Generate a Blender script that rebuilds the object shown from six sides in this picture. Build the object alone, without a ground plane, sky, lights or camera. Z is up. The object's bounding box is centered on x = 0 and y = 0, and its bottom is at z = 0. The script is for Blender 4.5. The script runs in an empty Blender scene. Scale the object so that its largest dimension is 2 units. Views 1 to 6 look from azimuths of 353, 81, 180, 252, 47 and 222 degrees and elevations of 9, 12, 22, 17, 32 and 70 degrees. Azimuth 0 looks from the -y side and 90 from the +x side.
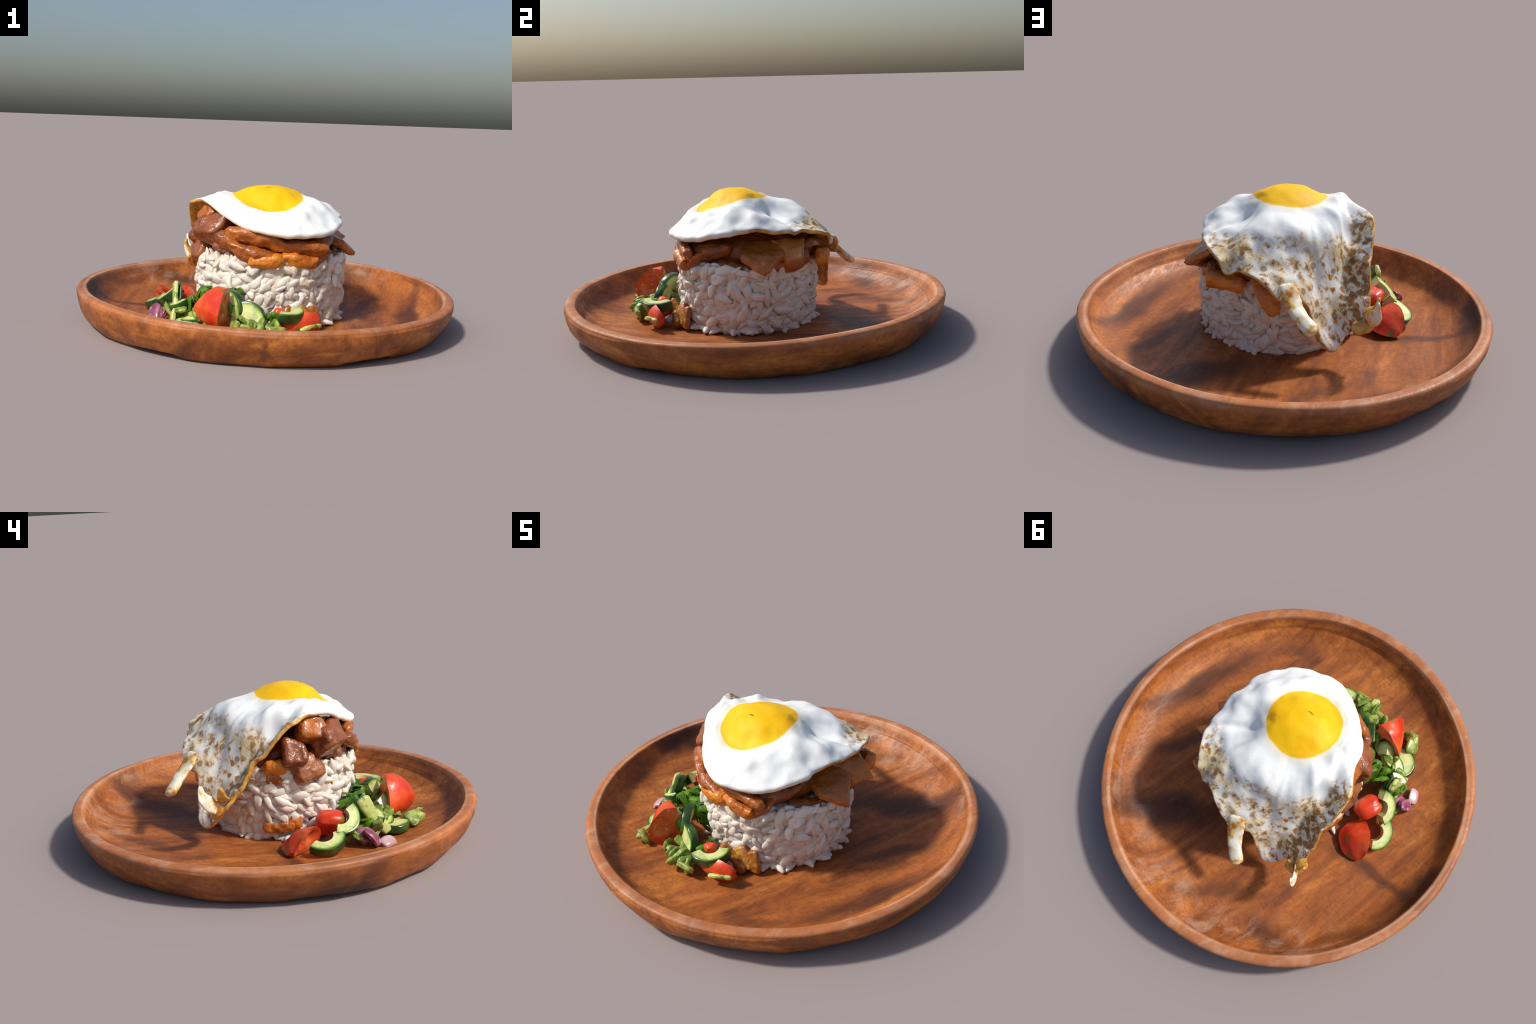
import bpy, bmesh, math, random
import numpy as np
from mathutils import Vector, Matrix
from mathutils.bvhtree import BVHTree

rng = np.random.default_rng(7)
random.seed(7)
COL = bpy.context.scene.collection

# ------------------------------------------------------------------ helpers
def hash3(i, j, k, seed):
    n = (i * 374761393 + j * 668265263 + k * 2147483647 + seed * 1274126177) & 0xFFFFFFFF
    n = ((n ^ (n >> 13)) * 1274126177) & 0xFFFFFFFF
    n = (n ^ (n >> 16)) & 0xFFFFFFFF
    return n.astype(np.float64) / 0xFFFFFFFF * 2 - 1

def vnoise(P, scale=1.0, seed=0):
    """smooth value noise in -1..1 for an (N,3) array"""
    Q = np.asarray(P, float) * scale
    I = np.floor(Q).astype(np.int64)
    F = Q - I
    F = F * F * F * (F * (F * 6 - 15) + 10)
    out = 0
    for a in (0, 1):
        for b in (0, 1):
            for c in (0, 1):
                w = (F[:, 0] if a else 1 - F[:, 0]) * (F[:, 1] if b else 1 - F[:, 1]) * (F[:, 2] if c else 1 - F[:, 2])
                out = out + w * hash3(I[:, 0] + a, I[:, 1] + b, I[:, 2] + c, seed)
    return out

def fbm(P, scale, seed=0, octaves=3, gain=.5):
    v, a = 0, 1
    for o in range(octaves):
        v = v + a * vnoise(P, scale * 2 ** o, seed + 31 * o)
        a *= gain
    return v

def new_mesh(name, verts, faces, mats, face_mats=None, smooth=True):
    me = bpy.data.meshes.new(name)
    me.from_pydata([tuple(v) for v in verts], [], [tuple(f) for f in faces])
    for m in mats:
        me.materials.append(m)
    if face_mats is not None:
        me.polygons.foreach_set("material_index", np.asarray(face_mats, np.int32))
    me.polygons.foreach_set("use_smooth", np.full(len(me.polygons), smooth))
    me.update()
    return me

def add(name, me, parent=None, matrix=None):
    ob = bpy.data.objects.new(name, me)
    COL.objects.link(ob)
    if parent is not None:
        ob.parent = parent
    if matrix is not None:
        ob.matrix_world = matrix
    return ob

def empty(name, loc, label, category):
    ob = bpy.data.objects.new(name, None)
    ob.location = loc
    ob.empty_display_size = .05
    COL.objects.link(ob)
    ob["label"], ob["category"] = label, category
    bpy.context.view_layer.update()
    return ob

def normals_of(verts, faces):
    V = np.asarray(verts); N = np.zeros_like(V)
    F = np.asarray(faces)
    n = np.cross(V[F[:, 1]] - V[F[:, 0]], V[F[:, 2]] - V[F[:, 0]])
    for c in range(F.shape[1]):
        np.add.at(N, F[:, c], n)
    return N / (np.linalg.norm(N, axis=1, keepdims=True) + 1e-12)

def frame(loc, normal, side, scale=(1, 1, 1)):
    """local z = normal, local x = side made square to it"""
    z = Vector(normal).normalized()
    x = Vector(side); x = (x - z * x.dot(z)).normalized()
    y = z.cross(x)
    m = Matrix((x, y, z)).transposed().to_4x4()
    s = scale if hasattr(scale, "__len__") else (scale,) * 3
    return Matrix.Translation(loc) @ m @ Matrix.Diagonal((*s, 1))

def catmull(P, n, closed=False):
    P = [np.asarray(p, float) for p in P]
    K = len(P); out = []
    segs = K if closed else K - 1
    for i in range(segs):
        g = (lambda k: P[k % K]) if closed else (lambda k: P[min(max(k, 0), K - 1)])
        a, b, c, d = g(i - 1), g(i), g(i + 1), g(i + 2)
        for t in np.arange(n) / n:
            out.append(.5 * (2 * b + (c - a) * t + (2 * a - 5 * b + 4 * c - d) * t * t + (3 * b - a - 3 * c + d) * t ** 3))
    if not closed:
        out.append(P[-1])
    return np.array(out)

def cube_grid(n):
    """unit cube surface as a welded grid of quads"""
    idx, V, F = {}, [], []
    def vid(p):
        k = tuple(np.round(p, 5))
        if k not in idx:
            idx[k] = len(V); V.append(p)
        return idx[k]
    g = np.linspace(-1, 1, n + 1)
    for ax in range(3):
        for s in (-1, 1):
            u, w = (ax + 1) % 3, (ax + 2) % 3
            for i in range(n):
                for j in range(n):
                    q = []
                    for a, b in ((i, j), (i + 1, j), (i + 1, j + 1), (i, j + 1)):
                        p = np.zeros(3); p[ax] = s; p[u] = g[a]; p[w] = g[b]
                        q.append(vid(p))
                    F.append(q if s > 0 else q[::-1])
    return np.array(V), np.array(F)

CG = {n: cube_grid(n) for n in (6, 10, 16, 22)}

def lump(dims, power=4., seed=0, amp=.12, freq=2.2, n=16, fine=.03):
    """rounded block (superellipsoid) with uneven sides; dims are full sizes"""
    V, F = CG[n]
    W = V / (np.abs(V) ** power).sum(1, keepdims=True) ** (1 / power)
    off = np.array([seed * 3.17, seed * 1.73, seed * .91])
    W = W * (1 + amp * vnoise(W + off, freq / 2, seed)[:, None] + .5 * amp * vnoise(W + off, freq, seed + 5)[:, None])
    W = W + fine * np.stack([vnoise(W + off, 7, seed + k) for k in (11, 12, 13)], 1)
    # a little shear and taper so no two blocks look alike
    r = np.random.default_rng(seed + 100)
    W[:, 0] += r.uniform(-.25, .25) * W[:, 1]
    W[:, 1] += r.uniform(-.2, .2) * W[:, 2]
    W[:, 1] *= 1 + r.uniform(-.2, .2) * W[:, 0]
    return W * np.asarray(dims) / 2, F

def slab(quad, thick, seed=0, n=18, amp=.10):
    """slice with four given corners and rounded edges"""
    V, F = CG[16]
    a, b, c, d = (np.asarray(q, float) for q in quad)
    u, v = (V[:, :1] + 1) / 2, (V[:, 1:2] + 1) / 2
    base = (1 - u) * (1 - v) * a + u * (1 - v) * b + u * v * c + (1 - u) * v * d
    nrm = np.cross(b - a, d - a); nrm /= np.linalg.norm(nrm)
    edge = np.clip(np.minimum(1 - np.abs(V[:, 0]), 1 - np.abs(V[:, 1])) / .16, 0, 1)
    P = base + nrm * (V[:, 2:] * thick / 2 * (.45 + .55 * np.sqrt(edge))[:, None])
    P = P + nrm * (amp * .5 * (vnoise(P, 14, seed) + .5 * vnoise(P, 30, seed + 1)) * .10)[:, None]
    P = P + .006 * np.stack([vnoise(P, 18, seed + k) for k in (2, 3, 4)], 1)
    return P, F

def sweep(path, width, thick, power=3.2, seed=0, amp=.15, up=(0, 0, 1), n=10, m=28, fine=.06):
    """block swept along a spline: width lies square to path and up, thick along up"""
    C = catmull(path, n); L = len(C)
    Tn = np.gradient(C, axis=0); Tn /= np.linalg.norm(Tn, axis=1, keepdims=True)
    U = np.asarray(up, float); 
    S = np.cross(Tn, U); S /= np.linalg.norm(S, axis=1, keepdims=True)
    N = np.cross(S, Tn)
    a = np.linspace(0, 2 * np.pi, m, endpoint=False)
    ca, sa = np.cos(a), np.sin(a)
    rr = (np.abs(ca) ** power + np.abs(sa) ** power) ** (-1 / power)
    V = []
    t = np.linspace(0, 1, L)
    rows = [(0, 0.02)] + [(i, 1) for i in range(L)] + [(L - 1, .02)]
    for i, k in rows:
        e = min(1, .62 + 1.6 * math.sqrt(max(0, min(t[i], 1 - t[i])) / 1.2))
        w = width if np.isscalar(width) else np.interp(t[i], np.linspace(0, 1, len(width)), width)
        h = thick if np.isscalar(thick) else np.interp(t[i], np.linspace(0, 1, len(thick)), thick)
        bulge = Tn[i] * (0 if k == 1 else (.18 * h if i else -.18 * h))
        V.append(C[i] + bulge + k * e * (np.outer(rr * ca * w / 2, S[i]) + np.outer(rr * sa * h / 2, N[i])))
    R = len(V); V = np.concatenate(V)
    F = [(i * m + j, i * m + (j + 1) % m, (i + 1) * m + (j + 1) % m, (i + 1) * m + j) for i in range(R - 1) for j in range(m)]
    Nn = normals_of(V, F)
    sz = np.mean(width) if not np.isscalar(width) else width
    tk = np.mean(thick) if not np.isscalar(thick) else thick
    V = V + Nn * (amp * tk * vnoise(V, 1.1 / sz, seed) + fine * tk * vnoise(V, 4 / sz, seed + 3))[:, None]
    F += [tuple(range(m))[::-1], tuple(range((R - 1) * m, R * m))]
    return V, F

# ------------------------------------------------------------------ materials
class Mat:
    def __init__(self, name):
        self.m = bpy.data.materials.new(name); self.m.use_nodes = True
        self.t = self.m.node_tree; self.n = self.t.nodes
        self.b = self.n["Principled BSDF"]
        self.co = self.n.new("ShaderNodeTexCoord").outputs["Object"]
    def link(self, a, b): self.t.links.new(a, b)
    def val(self, sock, v):
        if hasattr(v, "is_output"): self.link(v, sock)
        else: sock.default_value = v
    def mapping(self, rot=(0, 0, 0), scale=(1, 1, 1), loc=(0, 0, 0), src=None):
        n = self.n.new("ShaderNodeMapping")
        self.link(src or self.co, n.inputs["Vector"])
        n.inputs["Rotation"].default_value = rot; n.inputs["Scale"].default_value = scale; n.inputs["Location"].default_value = loc
        return n.outputs[0]
    def noise(self, scale, src=None, detail=4, rough=.55, dist=0):
        n = self.n.new("ShaderNodeTexNoise")
        self.link(src or self.co, n.inputs["Vector"])
        n.inputs["Scale"].default_value = scale; n.inputs["Detail"].default_value = detail
        n.inputs["Roughness"].default_value = rough; n.inputs["Distortion"].default_value = dist
        return n.outputs["Fac"]
    def voronoi(self, scale, src=None, feature="F1"):
        n = self.n.new("ShaderNodeTexVoronoi"); n.feature = feature
        self.link(src or self.co, n.inputs["Vector"]); n.inputs["Scale"].default_value = scale
        return n.outputs["Distance"]
    def ramp(self, fac, stops):
        n = self.n.new("ShaderNodeValToRGB"); e = n.color_ramp.elements
        while len(e) < len(stops): e.new(.5)
        for x, (p, c) in zip(e, stops):
            x.position = p
            c = (c, c, c) if np.isscalar(c) else c
            x.color = (*c, 1)
        self.link(fac, n.inputs[0]); return n.outputs[0]
    def mix(self, fac, a, b, mode="MIX"):
        n = self.n.new("ShaderNodeMix"); n.data_type = "RGBA"; n.blend_type = mode
        self.val(n.inputs[0], fac)
        for i, v in ((6, a), (7, b)):
            self.val(n.inputs[i], v if hasattr(v, "is_output") else (*v, 1))
        return n.outputs[2]
    def math(self, op, a, b=0., c=0., clamp=False):
        n = self.n.new("ShaderNodeMath"); n.operation = op; n.use_clamp = clamp
        for i, v in enumerate((a, b, c)): self.val(n.inputs[i], v)
        return n.outputs[0]
    def smooth(self, x, lo, hi, to0=0., to1=1.):
        n = self.n.new("ShaderNodeMapRange"); n.interpolation_type = "SMOOTHSTEP"
        self.val(n.inputs[0], x); n.inputs[1].default_value = lo; n.inputs[2].default_value = hi
        n.inputs[3].default_value = to0; n.inputs[4].default_value = to1
        return n.outputs[0]
    def xyz(self, src=None):
        n = self.n.new("ShaderNodeSeparateXYZ"); self.link(src or self.co, n.inputs[0]); return n.outputs
    def dist(self, p, scale=(1, 1, 1)):
        m = self.mapping(loc=tuple(-a * s for a, s in zip(p, scale)), scale=scale)
        n = self.n.new("ShaderNodeVectorMath"); n.operation = "LENGTH"; self.link(m, n.inputs[0]); return n.outputs["Value"]
    def random(self):
        return self.n.new("ShaderNodeObjectInfo").outputs["Random"]
    def bump(self, h, strength=.3, distance=.01):
        n = self.n.new("ShaderNodeBump"); n.inputs["Strength"].default_value = strength; n.inputs["Distance"].default_value = distance
        self.link(h, n.inputs["Height"]); self.link(n.outputs[0], self.b.inputs["Normal"])
    def done(self, color, rough=.5, **k):
        self.val(self.b.inputs["Base Color"], color if hasattr(color, "is_output") else (*color, 1))
        self.val(self.b.inputs["Roughness"], rough)
        for a, v in k.items():
            self.val(self.b.inputs[a.replace("_", " ")], v)
        return self.m

def srgb(r, g, b):
    f = lambda c: (c / 255 / 12.92) if c / 255 < .04045 else ((c / 255 + .055) / 1.055) ** 2.4
    return (f(r), f(g), f(b))

GRAIN = math.atan2(.965, .26)   # the grain of the wood runs along this heading

def wood_material():
    M = Mat("acacia_wood")
    along = M.mapping(rot=(0, 0, -GRAIN))
    stretch = lambda sx, sy, sz, loc=(0, 0, 0): M.mapping(src=along, scale=(sx, sy, sz), loc=loc)
    wob = M.noise(2.2, stretch(.5, 1, 1), 2)
    # broad figure: wide bands of honey, rust and a few near black streaks
    band = M.noise(3.4, stretch(.34, 1.5, 1.5, (3.1, 1.7, 0)), 6, .65, 1.2)
    base = M.ramp(band, [(.30, srgb(104, 56, 28)), (.42, srgb(150, 84, 38)), (.53, srgb(176, 102, 46)), (.66, srgb(206, 128, 60)), (.8, srgb(158, 90, 42))])
    dark = M.noise(2.1, stretch(.36, 2.2, 1.6, (7.4, 3.2, .3)), 5, .62, 1.1)
    base = M.mix(M.smooth(dark, .54, .70, 0, .6), base, srgb(84, 46, 30))
    rust = M.noise(3.4, stretch(.5, 1.4, 1.4, (1.4, 8.2, .3)), 4, .6, .8)
    base = M.mix(M.smooth(rust, .5, .72, 0, .5), base, srgb(132, 68, 36))
    # dark heartwood streaks, the widest partly the mound's cast shadow painted in: place, heading, half length, half width, depth
    warp = M.n.new("ShaderNodeVectorMath"); warp.operation = "MULTIPLY_ADD"
    nz = M.n.new("ShaderNodeTexNoise"); nz.inputs["Scale"].default_value = 5; nz.inputs["Detail"].default_value = 5
    M.link(M.co, nz.inputs["Vector"]); M.link(nz.outputs["Color"], warp.inputs[0])
    warp.inputs[1].default_value = (.16, .16, 0); M.link(M.mapping(loc=(-.08, -.08, 0)), warp.inputs[2])
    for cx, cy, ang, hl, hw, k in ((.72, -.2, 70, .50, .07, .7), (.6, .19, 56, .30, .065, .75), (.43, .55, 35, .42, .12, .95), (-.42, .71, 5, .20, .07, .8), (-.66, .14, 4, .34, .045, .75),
                                   (-.06, .72, 36, .28, .05, .6), (-.91, .07, 75, .30, .10, 1.0), (.38, -.66, 11, .16, .06, .5), (.80, -.05, 75, .36, .04, .55), (.47, -.1, 72, .34, .04, .5),
                                   (-.75, .45, 60, .22, .05, .5), (-.5, -.72, 118, .25, .04, .35)):
        m = M.mapping(rot=(0, 0, math.radians(ang)), scale=(hl, hw, 1e3), loc=(cx, cy, 0), src=warp.outputs[0])
        m.node.vector_type = "TEXTURE"
        ln = M.n.new("ShaderNodeVectorMath"); ln.operation = "LENGTH"; M.link(m, ln.inputs[0])
        base = M.mix(M.smooth(ln.outputs["Value"], 1.2, .2, 0, min(1, k * .95)), base, srgb(60, 34, 26))
    # curly cross figure and fine fibre
    curl = M.noise(22, M.mapping(src=along, rot=(0, 0, .35), scale=(1, .45, .6)), 4, .65, 2.2)
    base = M.mix(M.smooth(curl, .46, .62, 0, .30), base, srgb(98, 52, 28))
    glow = M.noise(15, M.mapping(src=along, rot=(0, 0, -.2), scale=(.6, 1, .6), loc=(4, 4, 4)), 5, .65, 1.8)
    base = M.mix(M.smooth(glow, .54, .74, 0, .22), base, srgb(204, 130, 70))
    fibre = M.noise(60, stretch(.3, 1, 1), 4, .7)
    base = M.mix(M.smooth(fibre, .42, .68, 0, .30), base, srgb(104, 56, 30))
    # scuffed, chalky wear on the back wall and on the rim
    x, y, z = M.xyz()
    r = M.dist((0, .006, 0), (1, 1, 0))
    scuff = M.noise(9, stretch(.6, 1, 1, (5, 5, 5)), 6, .7, .4)
    back = M.math("MULTIPLY", M.smooth(y, .30, .85), M.math("MULTIPLY", M.smooth(r, .66, .84), M.smooth(r, .95, .92)))
    rim = M.math("MULTIPLY", M.smooth(r, .915, .945), M.smooth(z, .145, .178))
    base = M.mix(M.math("MULTIPLY", rim, .42), base, srgb(198, 128, 86))
    lip = M.math("MULTIPLY", M.math("MULTIPLY", M.smooth(r, .925, .938), M.smooth(r, .952, .942)), M.smooth(z, .15, .17))
    where = M.math("MAXIMUM", M.math("MULTIPLY", back, .5), M.math("MULTIPLY", rim, .45))
    base = M.mix(M.math("MULTIPLY", M.smooth(scuff, .46, .72), where), base, srgb(206, 172, 146))
    base = M.mix(M.math("MULTIPLY", lip, M.smooth(scuff, .3, .6, .15, .6)), base, srgb(218, 168, 132))
    M.bump(M.math("ADD", fibre, M.math("MULTIPLY", scuff, .5)), .12, .006)
    return M.done(base, M.smooth(fibre, .3, .7, .42, .6), Specular_IOR_Level=.35)

def rice_material(name="steamed_rice"):
    M = Mat(name)
    n = M.noise(9, None, 4)
    c = M.mix(M.smooth(n, .35, .7), srgb(230, 222, 211), srgb(208, 194, 176))
    c = M.mix(M.smooth(M.random(), .6, 1., 0, .6), c, srgb(214, 194, 168))
    return M.done(c, .42, Subsurface_Weight=.12, Subsurface_Radius=(.02, .015, .01), Subsurface_Scale=.5, Specular_IOR_Level=.45)

def rice_core_material():
    M = Mat("packed_rice")
    n = M.noise(8, None, 5, .6)
    c = M.mix(M.smooth(n, .35, .65), srgb(222, 212, 200), srgb(198, 178, 154))
    M.bump(M.noise(40), .3, .01)
    return M.done(c, .5, Subsurface_Weight=.1, Subsurface_Radius=(.02, .015, .01), Subsurface_Scale=.5)

def gravy_material(name, lo, mid, hi, edge, rough=.24):
    M = Mat(name)
    n = M.noise(9, None, 5, .6, .5)
    rnd = M.random()
    c = M.ramp(M.math("ADD", M.math("MULTIPLY", n, .8), M.math("MULTIPLY", rnd, .2)), [(.28, lo), (.5, mid), (.68, hi)])
    streak = M.noise(28, M.mapping(scale=(1, 1, 2.5)), 4, .7)
    c = M.mix(M.smooth(streak, .55, .8, 0, .45), c, edge)
    M.bump(M.math("ADD", M.noise(24, None, 4, .6), M.math("MULTIPLY", M.voronoi(34), .35)), .6, .018)
    return M.done(c, M.smooth(streak, .3, .7, rough + .12, rough - .08), Coat_Weight=.3, Coat_Roughness=.12)

YOLK = (-.015, -.112)
def egg_material():
    M = Mat("fried_egg_top")
    x, y, z = M.xyz()
    wob = M.noise(14, None, 3)
    white = M.ramp(M.noise(7, None, 4), [(.3, srgb(232, 236, 236)), (.6, srgb(246, 247, 244)), (.8, srgb(236, 238, 232))])
    # thin lace at the back: browned spots and blisters
    d = M.math("ADD", M.dist((.02, -.06, 0), (1, 1, 0)), M.math("MULTIPLY", M.math("SUBTRACT", wob, .5), .12))
    lace = M.math("MULTIPLY", M.smooth(d, .31, .37), M.smooth(M.math("SUBTRACT", y, M.math("MULTIPLY", x, .25)), -.02, .13))
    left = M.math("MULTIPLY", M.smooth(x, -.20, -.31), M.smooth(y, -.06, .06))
    cell = M.noise(34, M.mapping(scale=(1, 1, .75)), 4, .55, .3)
    brown = M.math("MULTIPLY", lace, M.smooth(M.math("ADD", cell, M.math("MULTIPLY", left, .12)), .53, .68))
    tan = M.math("MULTIPLY", lace, M.smooth(cell, .44, .60, 0, .75))
    white = M.mix(tan, white, srgb(212, 164, 92))
    white = M.mix(M.math("MULTIPLY", lace, M.smooth(M.noise(8, None, 3), .4, .66, .15, .75)), white, srgb(222, 194, 134))
    toast = M.ramp(M.noise(60, None, 3), [(.35, srgb(104, 62, 26)), (.5, srgb(142, 88, 34)), (.65, srgb(176, 118, 48))])
    white = M.mix(M.math("MULTIPLY", brown, .85), white, toast)
    spots = M.math("MULTIPLY", M.math("MULTIPLY", lace, M.smooth(M.voronoi(15), .30, .16)), .7)
    white = M.mix(spots, white, srgb(120, 80, 48))
    # yolk with a soft border
    yd = M.math("ADD", M.dist((YOLK[0], YOLK[1], 0), (1, .97, 0)), M.math("MULTIPLY", M.math("SUBTRACT", M.noise(9, None, 3), .5), .022))
    yel = M.ramp(M.noise(5, None, 4, .6), [(.3, srgb(238, 172, 8)), (.55, srgb(250, 194, 12)), (.75, srgb(254, 206, 22))])
    stain = M.smooth(M.dist((.115, -.03, .69), (1, 1, 1)), .055, .015, 0, .55)
    yel = M.mix(M.math("MULTIPLY", stain, M.smooth(M.noise(30), .3, .6)), yel, srgb(120, 96, 8))
    slit = M.smooth(M.dist((-.019, -.153, .71), (.5, 2.2, 0)), .012, .006, 0, .8)
    yel = M.mix(slit, yel, srgb(110, 80, 10))
    halo = M.smooth(yd, .225, .18, 0, .35)
    white = M.mix(halo, white, srgb(252, 232, 170))
    c = M.mix(M.smooth(yd, .186, .174), white, yel)
    M.bump(M.math("ADD", M.noise(22, None, 4), M.math("MULTIPLY", cell, lace)), .16, .012)
    return M.done(c, .55, Subsurface_Weight=.08, Subsurface_Radius=(.02, .015, .01), Subsurface_Scale=.4, Specular_IOR_Level=.25)

def egg_edge_material():
    M = Mat("fried_edge")
    x, y, z = M.xyz()
    n = M.noise(16, None, 5, .65)
    fry = M.ramp(n, [(.3, srgb(122, 70, 22)), (.45, srgb(190, 128, 46)), (.6, srgb(222, 178, 92)), (.78, srgb(238, 222, 180))])
    front = M.smooth(M.math("ADD", y, M.math("MULTIPLY", z, .0)), -.05, -.2)
    c = M.mix(M.math("MULTIPLY", front, .82), fry, srgb(240, 236, 222))
    M.bump(n, .4, .012)
    return M.done(c, .38)

def egg_under_material():
    M = Mat("fried_underside")
    n = M.noise(13, M.mapping(scale=(1, 1, 2.4)), 5, .7, 1)
    c = M.ramp(n, [(.3, srgb(96, 52, 14)), (.46, srgb(176, 112, 30)), (.6, srgb(214, 164, 72)), (.8, srgb(232, 214, 168))])
    M.bump(n, .5, .015)
    return M.done(c, .36)

def cucumber_material():
    M = Mat("cucumber")
    r = M.dist((0, 0, 0), (1, 1, 0))
    n = M.noise(30, None, 4)
    rr = M.math("ADD", r, M.math("MULTIPLY", M.math("SUBTRACT", n, .5), .006))
    c = M.ramp(M.math("DIVIDE", rr, .1), [(.35, srgb(206, 208, 132)), (.6, srgb(222, 224, 158)), (.80, srgb(206, 216, 136)), (.90, srgb(140, 172, 70)), (.945, srgb(52, 98, 34)), (.985, srgb(30, 66, 24))])
    blot = M.noise(14, None, 3)
    c = M.mix(M.smooth(blot, .56, .68, 0, .4), c, srgb(92, 128, 44))
    M.bump(n, .15, .006)
    return M.done(c, .32, Coat_Weight=.25, Coat_Roughness=.2)

def tomato_skin():
    M = Mat("tomato_skin")
    n = M.noise(6, None, 4)
    c = M.ramp(n, [(.3, srgb(190, 42, 20)), (.48, srgb(214, 60, 26)), (.62, srgb(228, 92, 40)), (.74, srgb(238, 140, 62))])
    c = M.mix(M.smooth(M.math("ADD", M.noise(9, M.mapping(loc=(3, 3, 3)), 2), M.math("MULTIPLY", M.random(), .05)), .64, .70, 0, .8), c, srgb(96, 112, 34))
    M.bump(M.noise(14, None, 3), .25, .02)
    return M.done(c, .36, Coat_Weight=.06, Coat_Roughness=.2)

def tomato_flesh():
    M = Mat("tomato_flesh")
    n = M.noise(10, None, 4, .6)
    c = M.ramp(n, [(.3, srgb(206, 58, 30)), (.5, srgb(226, 90, 50)), (.7, srgb(240, 140, 90))])
    seed = M.smooth(M.voronoi(26), .26, .18, 0, .8)
    c = M.mix(M.math("MULTIPLY", seed, M.smooth(M.noise(14, M.mapping(loc=(9, 1, 4))), .46, .56)), c, srgb(222, 178, 96))
    M.bump(M.noise(24), .4, .012)
    return M.done(c, .26, Coat_Weight=.4, Coat_Roughness=.12)

def simple(name, a, b, scale=10, rough=.35, coat=.2, third=None):
    M = Mat(name)
    c = M.mix(M.smooth(M.noise(scale, None, 4), .35, .65), a, b)
    if third: c = M.mix(M.smooth(M.noise(scale * 1.7, M.mapping(loc=(4, 2, 7)), 3), .56, .68), c, third)
    M.bump(M.noise(scale * 3), .2, .008)
    return M.done(c, rough, Coat_Weight=coat, Coat_Roughness=.2)

def leaf_material():
    M = Mat("herb_leaf")
    n = M.noise(18, None, 4)
    c = M.mix(M.smooth(n, .35, .65), srgb(44, 92, 20), srgb(112, 158, 36))
    M.done(c, .4)
    tr = M.n.new("ShaderNodeBsdfTranslucent"); M.link(c, tr.inputs[0])
    mx = M.n.new("ShaderNodeMixShader"); mx.inputs[0].default_value = .3
    out = M.n["Material Output"]
    M.link(M.b.outputs[0], mx.inputs[1]); M.link(tr.outputs[0], mx.inputs[2]); M.link(mx.outputs[0], out.inputs[0])
    M.bump(n, .3, .01)
    return M.m

WOOD = wood_material(); RICE = rice_material(); RICECORE = rice_core_material()
GRAVY = gravy_material("gravy", srgb(108, 50, 14), srgb(158, 82, 26), srgb(190, 108, 38), srgb(206, 140, 82), .34)
SAUCY = gravy_material("sauced_slice", srgb(128, 64, 18), srgb(166, 92, 30), srgb(190, 112, 40), srgb(206, 146, 90), .3)
MEAT = gravy_material("stewed_meat", srgb(104, 50, 22), srgb(142, 78, 40), srgb(172, 106, 62), srgb(196, 146, 108), .3)
ROOT = gravy_material("glazed_vegetable", srgb(164, 82, 14), srgb(204, 114, 24), srgb(224, 144, 38), srgb(222, 164, 84), .34)
ONIONFRY = gravy_material("caramelised_onion", srgb(84, 34, 16), srgb(170, 100, 30), srgb(214, 160, 72), srgb(220, 176, 96), .34)
def drip_material():
    M = Mat("egg_drip")
    n = M.noise(16, None, 4, .6)
    c = M.ramp(n, [(.32, srgb(176, 108, 40)), (.44, srgb(222, 178, 104)), (.52, srgb(236, 226, 200)), (.7, srgb(240, 238, 226))])
    M.bump(n, .25, .01)
    return M.done(c, .5)
DRIP = drip_material()
EGG = egg_material(); EDGE = egg_edge_material(); UNDER = egg_under_material()
CUC = cucumber_material(); TSKIN = tomato_skin(); TFLESH = tomato_flesh(); LEAF = leaf_material()
ONION = simple("red_onion", srgb(128, 52, 84), srgb(166, 104, 124), 14, .3, .3, srgb(206, 176, 176))
RIND = simple("cucumber_rind", srgb(34, 72, 26), srgb(58, 104, 38), 16, .32, .2)
ONIONPALE = simple("pale_onion", srgb(206, 178, 176), srgb(190, 146, 150), 14, .3, .3)
PALE = simple("pale_cucumber", srgb(206, 210, 130), srgb(180, 192, 96), 16, .32, .2, srgb(112, 146, 52))
HERB = simple("chopped_greens", srgb(92, 122, 42), srgb(160, 174, 82), 18, .4, .1, srgb(196, 200, 120))

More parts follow.
